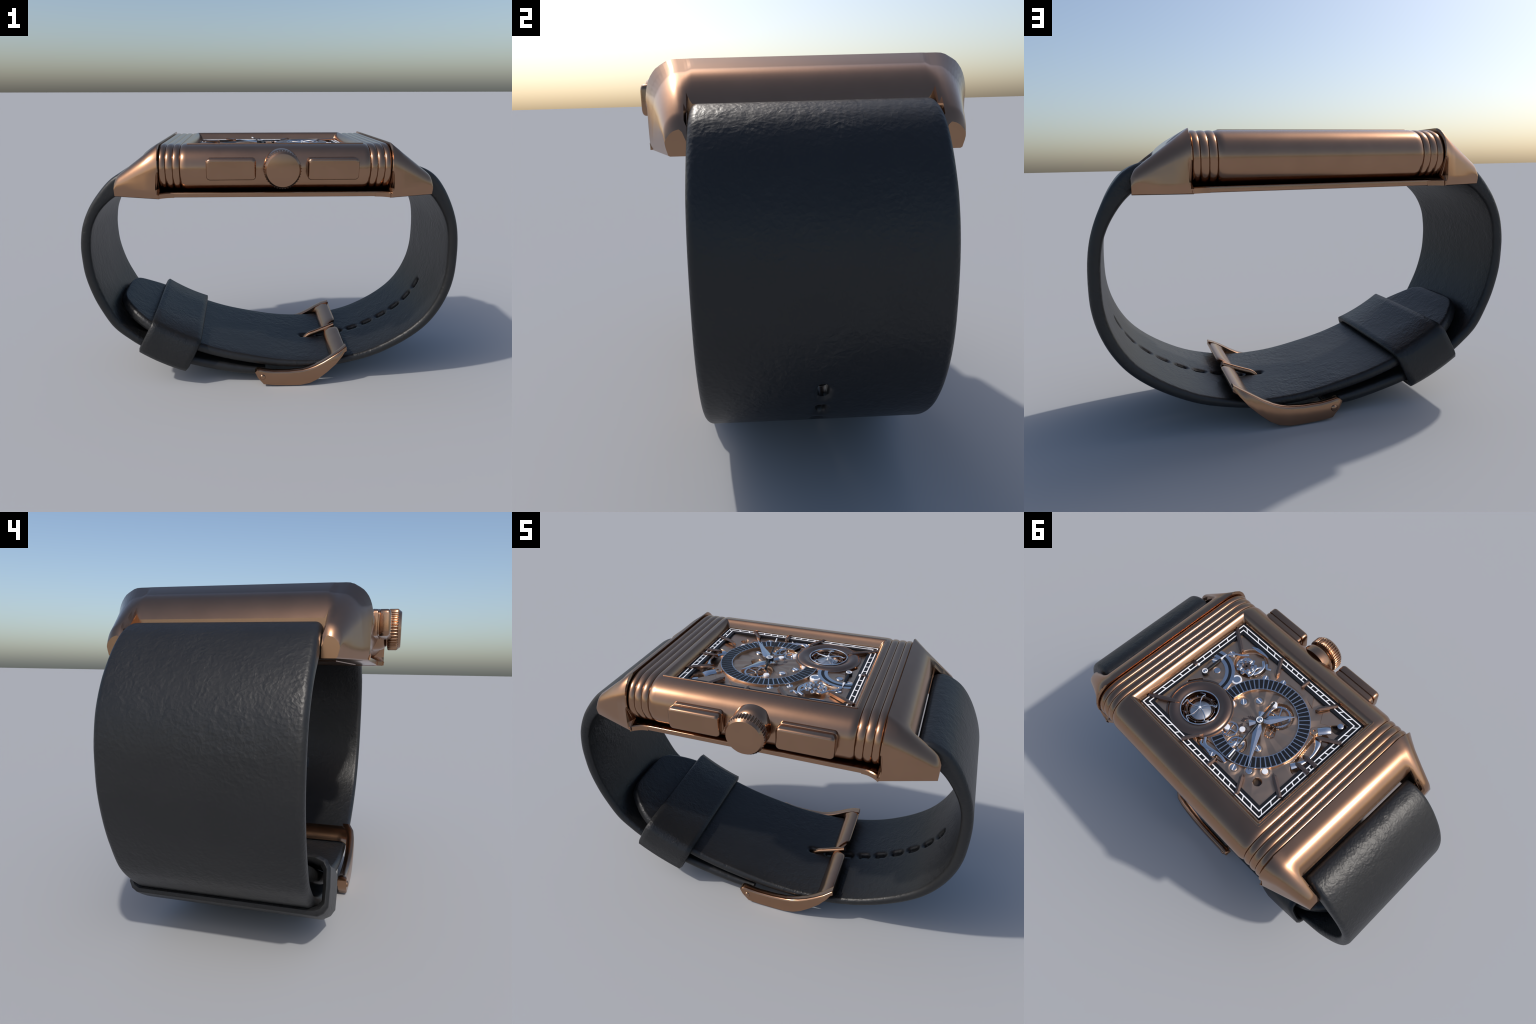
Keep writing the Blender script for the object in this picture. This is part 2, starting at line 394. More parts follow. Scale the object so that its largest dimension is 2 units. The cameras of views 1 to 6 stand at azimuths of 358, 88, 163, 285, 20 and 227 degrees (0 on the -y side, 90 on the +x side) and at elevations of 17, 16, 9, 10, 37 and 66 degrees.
# close the plate downward so that it is solid
nb = len(V)
rim = [i * ny for i in range(nx)] + [(nx - 1) * ny + j for j in range(1, ny)] + [i * ny + ny - 1 for i in range(nx - 2, -1, -1)] + [j for j in range(ny - 2, 0, -1)]
V += [(V[i][0], V[i][1], 1.128) for i in rim]
F += [(rim[k], rim[(k + 1) % len(rim)], nb + (k + 1) % len(rim), nb + k) for k in range(len(rim))]
F.append(tuple(nb + k for k in range(len(rim))))
dial = make("dial_plate", V, F, GOLD_DIAL, angle=60)
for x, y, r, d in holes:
    make("hole_shadow_disc", *lathe(x, y, [(r * 0.97, 1.2835 - d + 0.012), (0.0004, 1.2835 - d + 0.012)], 24), RECESS_SHADOW, dial)  # black disc modelled as the shadow inside each gold hole

bridges = [
    [(0.155, -0.255), (0.060, -0.262), (-0.030, -0.262), (-0.120, -0.240), (-0.160, -0.190), (-0.100, -0.206), (0.000, -0.203), (0.070, -0.172), (0.120, -0.190)],
    [(-0.335, -0.245), (-0.225, -0.245), (-0.210, -0.205), (-0.240, -0.160), (-0.275, -0.178)]]
for b in bridges:
    make("bridge_plate", *prism(b, 1.278, 1.2895, 0.0022), GOLD_DIAL, dial, angle=30)

# chapter frame and railway minute track
RX, RY, TX, TY = 0.0155, 0.0375, 0.396, 0.316
def rect_frame(hx, hy, w, z0, z1):
    o = [(-hx, -hy), (hx, -hy), (hx, hy), (-hx, hy)]; i = [(-hx + w, -hy + w), (hx - w, -hy + w), (hx - w, hy - w), (-hx + w, hy - w)]
    pr = [(o, z0), (o, z1), (i, z1), (i, z0), (o, z0)]
    return loft([[(RX + x, RY + y, z) for x, y in p] for p, z in pr], caps=False)
make("chapter_frame", *rect_frame(0.4085, 0.3270, 0.050, 1.284, 1.2965), BLACK, dial)
parts = [rect_frame(TX + 0.002, TY + 0.002, 0.0048, 1.296, 1.2976), rect_frame(TX - 0.018, TY - 0.018, 0.0048, 1.296, 1.2976)]
def ray_rect(a, hx, hy):
    c, s = math.cos(a), math.sin(a); best = 9
    for lim, o, d in ((hx, HX - RX, c), (hy, HY - RY, s)):
        if abs(d) > 1e-6: best = min(best, max((lim - o) / d, (-lim - o) / d))
    return HX + c * best, HY + s * best
for k in range(60):
    a = k * pi / 30
    p, q = np.array(ray_rect(a, TX, TY)), np.array(ray_rect(a, TX - 0.020, TY - 0.020))
    w = 0.0026
    side = np.array([0, w]) if abs(p[0] - RX) > TX - 0.002 else np.array([w, 0])
    parts.append(prism([tuple(p - side), tuple(p + side), tuple(q + side), tuple(q - side)], 1.296, 1.2973))
make("minute_track", *join(parts), WHITE, dial, kind="stuff", smooth=False)

# applied bar indexes
bars = [((0.417, -0.240), (0.292, -0.158)), ((0.135, -0.276), (0.076, -0.187)), ((-0.050, -0.277), (-0.048, -0.228)), ((-0.237, -0.279), (-0.180, -0.188)),
        ((-0.382, -0.150), (-0.280, -0.086)), ((-0.382, 0.014), (-0.304, 0.014)), ((-0.382, 0.062), (-0.304, 0.062)), ((-0.380, 0.230), (-0.276, 0.169)),
        ((-0.238, 0.350), (-0.183, 0.266)), ((-0.048, 0.350), (-0.048, 0.300)), ((0.132, 0.351), (0.082, 0.264)), ((0.420, 0.313), (0.288, 0.235))]
def index_bar(p, q):
    p, q = np.array(p), np.array(q); d = q - p; ln = np.linalg.norm(d); d /= ln; n = np.array([-d[1], d[0]])
    w = 0.0098; zt, zb = 1.3068, 1.290
    P = lambda u, v, z: tuple(p + d * u + n * v) + (z,)
    tip = min(0.020, ln * 0.4)
    # flat top, sides falling away, inner end cut to a point
    bot = [P(0, -w, zb), P(0, w, zb), P(ln - tip * 0.4, w, zb), P(ln, 0, zb), P(ln - tip * 0.4, -w, zb)]
    ze = 1.3040
    mid = [P(0, -w, ze), P(0, w, ze), P(ln - tip, w, ze), P(ln, 0, ze), P(ln - tip, -w, ze)]
    top = [P(0.002, -0.0006, zt), P(0.002, 0.0006, zt), P(ln - tip * 0.9, 0.0006, zt), P(ln - tip * 0.5, 0, zt - 0.0008), P(ln - tip * 0.9, -0.0006, zt)]
    return loft([bot, mid, top])
for p, q in bars:
    make("index_bar", *index_bar(p, q), GOLD_DARK, dial, smooth=False)
make("index_block", *prism([(0.392, 0.031), (0.413, 0.031), (0.413, 0.052), (0.392, 0.052)], 1.294, 1.304, 0.003), GOLD_DARK, dial)
make("index_pin", *prism(circle(0.389, 0.035, 0.007), 1.294, 1.3025, 0.002), STEEL_W, dial)

# register ring with black segments
A0, A1 = math.radians(66), math.radians(360)
def arc_band(cx, cy, r0, r1, a0, a1, z0, z1, n):
    rings = []
    for a in np.linspace(a0, a1, n):
        c, s = math.cos(a), math.sin(a)
        rings.append([(cx + r0 * c, cy + r0 * s, z0), (cx + r1 * c, cy + r1 * s, z0), (cx + r1 * c, cy + r1 * s, z1), (cx + r0 * c, cy + r0 * s, z1)])
    return loft(rings)
rg = make("register_ring", *arc_band(HX, HY, 0.1765, 0.2325, A0, A1, 1.2945, 1.2985, 150), STEEL, dial)
make("register_wall", *join([arc_band(HX, HY, 0.222, 0.2310, A0, A1, 1.280, 1.2944, 150), arc_band(HX, HY, 0.178, 0.183, A0, A1, 1.280, 1.2944, 150)]), GOLD_DIAL, dial)
seg = []
NS = 49
for k in range(NS):
    a = A0 + (A1 - A0) * k / NS; b = A0 + (A1 - A0) * (k + 1) / NS
    m, h = (a + b) / 2, (b - a) / 2
    ho, hi = h - 0.0025 / 0.228, h - 0.0025 / 0.180
    pts = [(HX + 0.1800 * math.cos(m - hi), HY + 0.1800 * math.sin(m - hi))]
    pts += [(HX + 0.2292 * math.cos(m + t * ho), HY + 0.2292 * math.sin(m + t * ho)) for t in (-1, 0, 1)]
    pts += [(HX + 0.1800 * math.cos(m + hi), HY + 0.1800 * math.sin(m + hi))]
    seg.append(prism(pts, 1.298, 1.2994))
for s in seg: make("ring_segment", *s, BLACK, rg, smooth=False)

# small sector scale, its hand
SX, SY = 0.336, 0.039
a0, a1 = math.radians(180), math.radians(297)
sec = make("sector_scale", *join([arc_band(SX, SY, 0.096, 0.1118, a0, a1, 1.285, 1.2952, 60), arc_band(SX, SY, 0.1262, 0.142, a0, a1, 1.285, 1.2952, 60)]), STEEL, dial)
make("sector_band", *arc_band(SX, SY, 0.1115, 0.1265, a0, a1, 1.285, 1.2942, 60), BLACK, sec)

def hand(name, pts, z0, zr, mat, parent=dial):
    """faceted hand: outline with a raised centre ridge; pts are (along, half width)"""
    (ox, oy), (tx, ty), prof = pts
    d = np.array([tx - ox, ty - oy]); ln = np.linalg.norm(d); d /= ln; n = np.array([-d[1], d[0]])
    rings = []
    for u, w in prof:
        c = np.array([ox, oy]) + d * u * ln
        rings.append([tuple(c + n * w) + (z0,), tuple(c + n * w) + (z0 + 0.0015,), tuple(c) + (zr if w > 0.001 else z0 + 0.002,), tuple(c - n * w) + (z0 + 0.0015,), tuple(c - n * w) + (z0,)])
    return make(name, *loft(rings), mat, parent, smooth=False)
hand("hour_hand", ((HX, HY), (-0.143, -0.096), [(-0.30, 0.016), (-0.30, 0.0165), (-0.06, 0.007), (0.10, 0.010), (0.26, 0.0225), (1.0, 0.0007)]), 1.3015, 1.3075, STEEL)
hand("minute_hand", ((HX, HY), (-0.181, 0.234), [(-0.20, 0.015), (-0.195, 0.0155), (-0.05, 0.007), (0.06, 0.010), (0.20, 0.0205), (1.0, 0.0007)]), 1.3075, 1.3135, STEEL)
sx, sy = -0.088, 0.263
sd = np.array([sx - HX, sy - HY]); sl = np.linalg.norm(sd); sd /= sl
pt = lambda u, z: (HX + sd[0] * u * sl, HY + sd[1] * u * sl, z)
make("seconds_hand", *tube([pt(-0.50, 1.316), pt(-0.25, 1.316), pt(0.3, 1.316), pt(0.8, 1.316)], lambda t: 0.0055 - 0.0028 * t, 8, 12), BLACK, dial)
make("seconds_hand_tip", *tube([pt(0.80, 1.316), pt(0.9, 1.316), pt(1.0, 1.316)], 0.0036, 8, 6), STEEL_W, dial)
def hub(x, y, z, r):
    make("hand_hub", *lathe(x, y, [(r * 1.15, z - 0.016), (r * 1.15, z - 0.003), (r * 1.05, z - 0.002), (0.0005, z - 0.002)], 32), BLACK, dial)
    make("hub_collar", *lathe(x, y, [(r * 0.95, z - 0.003), (r * 0.95, z - 0.0002), (r * 0.9, z), (r * 0.68, z), (r * 0.66, z - 0.003)], 32), STEEL_W, dial)
    make("hub_cap", *lathe(x, y, [(r * 0.55, z - 0.003), (r * 0.52, z - 0.001), (r * 0.35, z + 0.0008), (0.0005, z + 0.0015)], 24), STEEL, dial)
hub(HX, HY, 1.3215, 0.0165)
hub(SX, SY, 1.3055, 0.0145)
make("sector_hand", *tube([(SX, SY, 1.300), (0.3365, -0.02, 1.300), (0.3375, -0.062, 1.300)], lambda t: 0.0045 + 0.003 * math.sin(t * pi) if t < 0.9 else 0.0045, 8, 12, 0.4), BLACK, dial)
make("sector_hand_tip", *tube([(0.3375, -0.062, 1.300), (0.338, -0.08, 1.300), (0.3385, -0.1, 1.300)], lambda t: 0.0048 * (1 - t) + 0.001, 8, 8, 0.5), STEEL_W, dial)

# screws with slots, pins
def screw(x, y, r, ang, z=1.2905):
    pts = circle(x, y, r, 32)
    v1 = lathe(x, y, [(r, z - 0.010), (r, z - 0.0012), (r - 0.0012, z), (0.0004, z)], 32)
    make("screw", *v1, STEEL, dial)
    c, s = math.cos(ang), math.sin(ang); w = 0.0021; l = r * 0.93
    make("screw_slot", *prism([(x + c * l - s * w, y + s * l + c * w), (x - c * l - s * w, y - s * l + c * w), (x - c * l + s * w, y - s * l - c * w), (x + c * l + s * w, y + s * l - c * w)], z - 0.001, z + 0.0004), STEEL_W if random.random() < 0.6 else STEEL, dial, smooth=False)
for x, y in screws:
    screw(x, y, 0.0158, random.uniform(0.3, 2.2) + pi / 2)
for x, y in pins:
    make("pin", *lathe(x, y, [(0.0140, 1.27), (0.0140, 1.2900), (0.0128, 1.2912), (0.0004, 1.2915)], 28), STEEL_W, dial)
make("screw_washer", *lathe(0.200, -0.041, [(0.0255, 1.275), (0.0255, 1.2935), (0.024, 1.295), (0.019, 1.295), (0.018, 1.291)], 40), STEEL_W, dial)
screw(0.200, -0.041, 0.018, 2.2, 1.2940)
make("jewel_pin", *lathe(-0.316, -0.216, [(0.0145, 1.255), (0.0145, 1.2885), (0.013, 1.2895), (0.0004, 1.2897)], 28), STEEL, dial)

# gears
def gear(x, y, r, teeth, spokes, z0, z1, mat, rimw=0.007, hubr=0.009, a0=0.2, th=0.004, name="gear_wheel"):
    n = teeth * 4; parts = []
    outer = [(x + (r + (th if k % 4 in (1, 2) else 0)) * math.cos(a0 + 2 * pi * k / n), y + (r + (th if k % 4 in (1, 2) else 0)) * math.sin(a0 + 2 * pi * k / n)) for k in range(n)]
    inner = [(x + (r - rimw) * math.cos(a0 + 2 * pi * k / n), y + (r - rimw) * math.sin(a0 + 2 * pi * k / n)) for k in range(n)]
    parts.append(loft([[(a, b, z0) for a, b in outer], [(a, b, z1) for a, b in outer], [(a, b, z1) for a, b in inner], [(a, b, z0) for a, b in inner], [(a, b, z0) for a, b in outer]], caps=False))
    for k in range(spokes):
        a = a0 + 2 * pi * k / spokes; c, s = math.cos(a), math.sin(a); w = 0.0028
        p, q = hubr * 0.6, r - rimw * 0.5
        parts.append(prism([(x + c * p - s * w, y + s * p + c * w), (x + c * p + s * w, y + s * p - c * w), (x + c * q + s * w, y + s * q - c * w), (x + c * q - s * w, y + s * q + c * w)], z0 + 0.0005, z1 - 0.0005))
    parts.append(prism(circle(x, y, hubr, 20), z0 - 0.004, z1 + 0.0015, 0.0012))
    make(name, *join(parts), mat, dial, angle=30)
gear(-0.082, -0.050, 0.054, 40, 5, 1.276, 1.281, STEEL, 0.006, 0.008)
gear(-0.072, -0.028, 0.022, 16, 0, 1.267, 1.273, GOLD_DIAL, 0.010, 0.008)
gear(-0.108, 0.022, 0.030, 22, 4, 1.266, 1.271, GOLD_DIAL, 0.007, 0.006)
gear(0.028, 0.155, 0.037, 30, 4, 1.281, 1.285, STEEL, 0.005, 0.006)
gear(-0.050, 0.187, 0.036, 34, 5, 1.279, 1.284, STEEL, 0.006, 0.009)
gear(-0.020, 0.078, 0.044, 34, 4, 1.2815, 1.2865, GOLD_DARK, 0.013, 0.009)
gear(0.225, -0.128, 0.040, 9, 0, 1.2835, 1.2885, STEEL, 0.018, 0.006, th=0.010, name="ratchet_wheel")
# column wheel: eight pillars around a hub
make("column_hub", *lathe(0.225, -0.128, [(0.022, 1.280), (0.022, 1.2885), (0.019, 1.290), (0.0004, 1.290)], 24), GOLD_DARK, dial)
col = []
for k in range(8):
    a = 2 * pi * k / 8 + 0.25; c, s = math.cos(a), math.sin(a)
    P = lambda r, t: (0.225 + r * c - t * s, -0.128 + r * s + t * c)
    col.append(prism([P(0.023, -0.0045), P(0.036, -0.0098), P(0.041, 0), P(0.036, 0.0098), P(0.023, 0.0045)], 1.286, 1.3030, 0.0022))
for cc in col: make("pillar", *cc, STEEL, dial, angle=40)
# steel levers and springs
def lever(pts, r, flat=0.6, mat=STEEL, name="lever", n=20):
    make(name, *tube(pts, r, 10, n, flat), mat, dial, angle=60)
lever([(0.335, -0.105, 1.2935), (0.312, -0.135, 1.2945), (0.288, -0.150, 1.2945), (0.262, -0.178, 1.2935)], 0.0055)
lever([(0.290, -0.225, 1.288), (0.262, -0.233, 1.290), (0.225, -0.240, 1.290), (0.190, -0.238, 1.287)], lambda t: 0.003 + 0.009 * math.sin(pi * t), 0.4)
lever([(0.168, -0.120, 1.288), (0.158, -0.150, 1.290), (0.166, -0.185, 1.289), (0.190, -0.205, 1.287)], 0.0085)
lever([(0.180, -0.095, 1.288), (0.172, -0.115, 1.291), (0.182, -0.150, 1.291), (0.170, -0.175, 1.289)], 0.0062)
lever([(0.165, -0.205, 1.288), (0.145, -0.188, 1.2905), (0.128, -0.198, 1.289)], 0.0065)
lever([(0.262, -0.095, 1.286), (0.272, -0.125, 1.289), (0.262, -0.160, 1.287)], 0.0050)
lever([(-0.262, -0.122, 1.286), (-0.285, -0.152, 1.288), (-0.298, -0.168, 1.285)], 0.021, 0.45, name="steel_drum")
make("brass_bush", *lathe(-0.250, -0.112, [(0.020, 1.275), (0.020, 1.2905), (0.018, 1.292), (0.006, 1.292), (0.0055, 1.284), (0.0004, 1.284)], 28), GOLD_DIAL, dial)
lever([(-0.288, -0.105, 1.285), (-0.318, -0.062, 1.289), (-0.332, -0.010, 1.289), (-0.322, 0.045, 1.287), (-0.300, 0.088, 1.284)], lambda t: 0.012 + 0.006 * math.cos(2 * pi * t), 0.5, name="curved_spring")
lever([(0.080, 0.258, 1.287), (0.045, 0.290, 1.290), (0.005, 0.287, 1.290), (-0.045, 0.278, 1.290), (-0.085, 0.283, 1.286)], 0.0085)
lever([(0.075, 0.285, 1.286), (0.062, 0.300, 1.289), (0.030, 0.300, 1.289), (0.000, 0.305, 1.287)], 0.0065)
lever([(-0.008, 0.225, 1.285), (-0.035, 0.205, 1.2885), (-0.058, 0.170, 1.2885), (-0.050, 0.130, 1.286)], 0.0060)
lever([(-0.030, 0.226, 1.2865), (-0.045, 0.200, 1.2905), (-0.042, 0.182, 1.2905)], 0.0095, 0.5)

# ------------------------------------------------------------------ tourbillon window
QX, QY = 0.203, 0.185
rim_prof = [(0.1570, 1.280), (0.1570, 1.2915), (0.1555, 1.2930), (0.1480, 1.2935), (0.1465, 1.2955), (0.140, 1.2992), (0.130, 1.3018), (0.120, 1.3020), (0.110, 1.3000), (0.102, 1.2968), (0.096, 1.2950), (0.0930, 1.2945), (0.0915, 1.292), (0.0905, 1.140)]
tb = make("window_rim", *lathe(QX, QY, rim_prof, 96), GOLD_DARK, dial, angle=40)
make("window_floor", *lathe(QX, QY, [(0.094, 1.1420), (0.0004, 1.1420)], 48), RECESS_SHADOW, tb)  # floor coloured near-black for the occlusion deep in the well
def torus(r, m, z, n=72, k=8):
    return loft([[(QX + (r + m * math.cos(b)) * math.cos(a), QY + (r + m * math.cos(b)) * math.sin(a), z + m * math.sin(b)) for b in np.linspace(0, 2 * pi, k, endpoint=False)] for a in np.linspace(0, 2 * pi, n)], caps=False)
make("steel_ring", *torus(0.0895, 0.0031, 1.2965), STEEL, tb)
make("cage_ring", *torus(0.078, 0.0026, 1.262), GOLD, tb)
make("cage_ring", *torus(0.067, 0.0030, 1.279), GOLD_DARK, tb)
make("cage_ring", *torus(0.060, 0.0018, 1.284), GOLD, tb)
make("cage_ring", *torus(0.084, 0.0018, 1.245), STEEL, tb)
for z, r in ((1.235, 0.055), (1.200, 0.040)):
    n0 = 28
    gear(QX + 0.02, QY - 0.015, r, n0, 4, z, z + 0.006, GOLD_DARK, 0.009, 0.010)
for k in range(12):
    a = 2 * pi * k / 12
    make("cage_screw", *lathe(QX + 0.070 * math.cos(a), QY + 0.070 * math.sin(a), [(0.003, 1.276), (0.003, 1.284), (0.0004, 1.2845)], 10), STEEL, tb)
make("balance_disc", *lathe(QX - 0.004, QY + 0.002, [(0.0500, 1.270), (0.0500, 1.2765), (0.0485, 1.2775), (0.004, 1.2855), (0.0004, 1.2860)], 64), BRUSH, tb)
make("cage_pivot", *lathe(QX, QY, [(0.0065, 1.28), (0.0065, 1.2995), (0.004, 1.302), (0.0004, 1.3025)], 16), STEEL_W, tb)
for k in range(5):
    a = 2 * pi * k / 5 + 0.35
    P = lambda r, da, z: (QX + r * math.cos(a + da), QY + r * math.sin(a + da), z)
    make("cage_arm", *tube([P(0.002, 0, 1.2975), P(0.03, 0.10, 1.2975), P(0.058, -0.02, 1.2965), P(0.074, -0.16, 1.294), P(0.081, 0.05, 1.290), P(0.086, 0.20, 1.283)], 0.0028, 8, 28), STEEL, tb)
    a += 0.6
    make("cage_strut", *tube([P(0.03, 0.1, 1.268), P(0.058, 0.0, 1.270), P(0.085, -0.1, 1.272)], 0.0024, 6, 10), GOLD, tb)

# ------------------------------------------------------------------ strap
def inner_ys(w):
    f = np.array([0.003, 0.009, 0.015, 0.021, 0.027, 0.034, 0.044, 0.065, 0.11, 0.16, 0.21, 0.26]); f = f * min(1.0, (w - 0.012) / 0.26)
    return np.concatenate([-f[::-1], f])
def strap(name, ctrl, wfun, n=120, mat=LEATHER):
    """ctrl: (x, z, thickness) along the middle of the leather"""
    S = spline(ctrl, n); T = np.gradient(S[:, :2], axis=0); T /= np.linalg.norm(T, axis=1)[:, None]
    N = np.stack([-T[:, 1], T[:, 0]], 1)
    rings = []; m = 7
    for i in range(n):
        h = S[i, 2] / 2; u = i / (n - 1); W = wfun(u); r = min(h * 0.92, 0.024)
        sec = []
        for sy, sh, a0 in ((1, 1, 0), (-1, 1, 90), (-1, -1, 180), (1, -1, 270)):
            cs = [math.radians(a0 + 90 * k / (m - 1)) for k in range(m)]
            sec += [(sy * (W - r) + r * math.cos(a), sh * (h - r) + r * math.sin(a)) for a in cs]
            if a0 == 0: sec += [(y, h) for y in inner_ys(W - r)[::-1]]
            if a0 == 180: sec += [(y, -h) for y in inner_ys(W - r)]
        rings.append([(S[i, 0] + N[i, 0] * q, CY + y, S[i, 1] + N[i, 1] * q) for y, q in sec])
    return make(name, *loft(rings), mat, angle=50), S, N

long_ctrl = [(0.704, 1.158, 0.040), (0.710, 1.160, 0.068), (0.721, 1.162, 0.090), (0.752, 1.161, 0.097), (0.810, 1.133, 0.089), (0.866, 1.075, 0.074), (0.917, 0.992, 0.060), (0.951, 0.906, 0.053), (0.967, 0.815, 0.053),
             (0.972, 0.705, 0.053), (0.967, 0.610, 0.053), (0.946, 0.520, 0.052), (0.906, 0.430, 0.051), (0.848, 0.349, 0.050), (0.767, 0.278, 0.048), (0.666, 0.215, 0.046),
             (0.555, 0.164, 0.044), (0.430, 0.129, 0.042), (0.310, 0.108, 0.041), (0.180, 0.104, 0.043), (0.050, 0.112, 0.045), (-0.100, 0.136, 0.048), (-0.260, 0.171, 0.050),
             (-0.395, 0.214, 0.052), (-0.520, 0.264, 0.055), (-0.640, 0.320, 0.058), (-0.735, 0.373, 0.059), (-0.805, 0.422, 0.055), (-0.832, 0.444, 0.044), (-0.842, 0.452, 0.024)]
def w_long(u):
    W = 0.332 + 0.008 * min(1, u / 0.12)
    if u > 0.86:
        t = (u - 0.86) / 0.14
        W = 0.340 * (1 - 0.54 * t ** 2.5 - 0.26 * max(0, (t - 0.86) / 0.14) ** 2.5)
    return W
tail, S, N = strap("strap_long_piece", long_ctrl, w_long, 380)
# adjustment holes, cut as rounded slots along the middle line
k0 = int(np.argmin(np.hypot(S[:, 0] - 0.232, S[:, 1] - 0.104))); k1 = int(np.argmin(np.hypot(S[:, 0] - 0.905, S[:, 1] - 0.455)))
slots = []
hole_pos = []
for f in np.linspace(k0, k1, 9):
    p = np.array([np.interp(f, range(len(S)), S[:, c]) for c in (0, 1)]); j = int(round(f))
    t = np.array([N[j, 1], -N[j, 0]]); n = N[j]
    hole_pos.append((p, t, n))
    ring = [(0.0145 * math.copysign(1, math.cos(a)) + 0.0155 * math.cos(a), 0.0155 * math.sin(a)) for a in np.linspace(0, 2 * pi, 20, endpoint=False)]
    slots.append(loft([[(p[0] + t[0] * u + n[0] * h, CY + 0.001 + v, p[1] + t[1] * u + n[1] * h) for u, v in ring] for h in (-0.06, 0.06)]))
# the leather sinks softly around every hole, on both faces
for v in tail.data.vertices:
    if abs(v.co.y - CY) > 0.07: continue
    for p, t, n in hole_pos:
        d = np.array([v.co.x, v.co.z]) - p
        if abs(d[0]) + abs(d[1]) > 0.12: continue
        u, h = d @ t, d @ n
        dist = math.hypot(max(0, abs(u) - 0.0155), v.co.y - CY - 0.001)
        k = 0.011 * math.exp(-(max(0, dist - 0.013) / 0.009) ** 2) * (-1 if h > 0 else 1)
        v.co.x += n[0] * k; v.co.z += n[1] * k
cutter = make("cutter", *join(slots), LEATHER)
cut(tail, cutter, 70)

short_ctrl = [(-0.682, 1.146, 0.040), (-0.688, 1.147, 0.068), (-0.700, 1.148, 0.090), (-0.737, 1.145, 0.095), (-0.792, 1.119, 0.088), (-0.857, 1.064, 0.068), (-0.914, 0.993, 0.056), (-0.954, 0.906, 0.052), (-0.970, 0.815, 0.053),
              (-0.971, 0.735, 0.052), (-0.962, 0.645, 0.053), (-0.935, 0.545, 0.053), (-0.899, 0.460, 0.053), (-0.843, 0.362, 0.052), (-0.770, 0.294, 0.051), (-0.690, 0.238, 0.051),
              (-0.580, 0.184, 0.050), (-0.440, 0.134, 0.052), (-0.290, 0.097, 0.052), (-0.170, 0.074, 0.049), (-0.095, 0.066, 0.044), (-0.030, 0.061, 0.042)]
strap("strap_short_piece", short_ctrl, lambda u: 0.332 + 0.008 * min(1, u / 0.12), 150)

# keeper loop around both layers
def keeper():
    A, B = np.array([-0.722, 0.232]), np.array([-0.462, 0.103])
    lowr = 0.026
    t = (B - A) / np.linalg.norm(B - A); n = np.array([-t[1], t[0]])
    ln = np.linalg.norm(B - A); H = 0.212; A = A - n * lowr; B = B - n * lowr
    def outline(h, W, c0, c1):
        return [(-W + c0, 0), (W - c0, 0), (W - c0 * 0.4, c0 * 0.35), (W, c0), (W, h * 0.5), (W - 0.004, h - c1), (W - c1 * 0.45, h - c1 * 0.35), (W - c1 * 1.3, h), (0.15, h + 0.004), (-0.15, h + 0.004),
                (-W + c1 * 1.3, h), (-W + c1 * 0.45, h - c1 * 0.35), (-W + 0.004, h - c1), (-W, h * 0.5), (-W, c0), (-W + c0 * 0.4, c0 * 0.35)]
    out = outline(H, 0.381, 0.036, 0.040); inn = [(y * (0.381 - 0.024) / 0.381, 0.026 + q * (H - 0.052) / H) for y, q in out]
    # keep the keeper bent along the strap
    rings = []
    for u in np.linspace(0, 1, 9):
        bend = -0.012 * (1 - (2 * u - 1) ** 2)
        base = A + t * ln * u + n * bend
        rings.append([(base, y, q) for y, q in out]); 
    def pts(o, u):
        bend = -0.010 * (1 - (2 * u - 1) ** 2); b = A + t * ln * u + n * bend
        return [(b[0] + n[0] * q, CY - 0.006 + y, b[1] + n[1] * q) for y, q in o]
    us = list(np.linspace(0, 1, 9))
    e = 0.008 / ln
    mid = [((a[0] + b[0]) / 2, (a[1] + b[1]) / 2) for a, b in zip(out, inn)]
    seq = [pts(mid, 0)] + [pts(out, u) for u in [e] + us[1:-1] + [1 - e]] + [pts(mid, 1)] + [pts(inn, u) for u in [1 - e] + us[-2:0:-1] + [e]] + [pts(mid, 0)]
    return loft(seq, caps=False)
make("strap_keeper", *keeper(), LEATHER_LOOP, angle=85)

# ------------------------------------------------------------------ buckle
low = [(-0.089, 0.088), (-0.074, 0.052), (-0.040, 0.010), (0.02, 0.003), (0.10, 0.0006), (0.166, 0.0006), (0.222, 0.013), (0.265, 0.037), (0.312, 0.077), (0.361, 0.125), (0.398, 0.172), (0.424, 0.209)]
upp = [(-0.076, 0.101), (-0.060, 0.103), (-0.030, 0.096), (0.015, 0.090), (0.10, 0.089), (0.175, 0.096), (0.21, 0.105), (0.245, 0.118), (0.29, 0.142), (0.335, 0.171), (0.38, 0.198), (0.420, 0.219)]
def arm(sy):
    rings = []
    for k, ((x0, z0), (x1, z1)) in enumerate(zip(low, upp)):
        u = k / (len(low) - 1)
        yo = float(np.interp(u, [0, 0.7, 0.82, 0.91, 1.0], [0.392, 0.388, 0.384, 0.375, 0.352]))
        th = 0.040
        a, b = np.array([x0, z0]), np.array([x1, z1]); d = b - a
        q = [(0, yo - 0.006), (0.05, yo), (0.86, yo), (0.96, yo - 0.004), (1.0, yo - 0.011), (1.0, yo - th + 0.008), (0.95, yo - th), (0.05, yo - th), (0, yo - th + 0.006)]
        rings.append([(a[0] + d[0] * s, CY + sy * y, a[1] + d[1] * s) for s, y in q])
    return make("buckle_arm", *loft(rings), GOLD, angle=45)
buckle = bpy.data.objects.new("buckle", None); COLL.objects.link(buckle); buckle.parent = ROOT
for sy in (-1, 1): arm(sy).parent = buckle
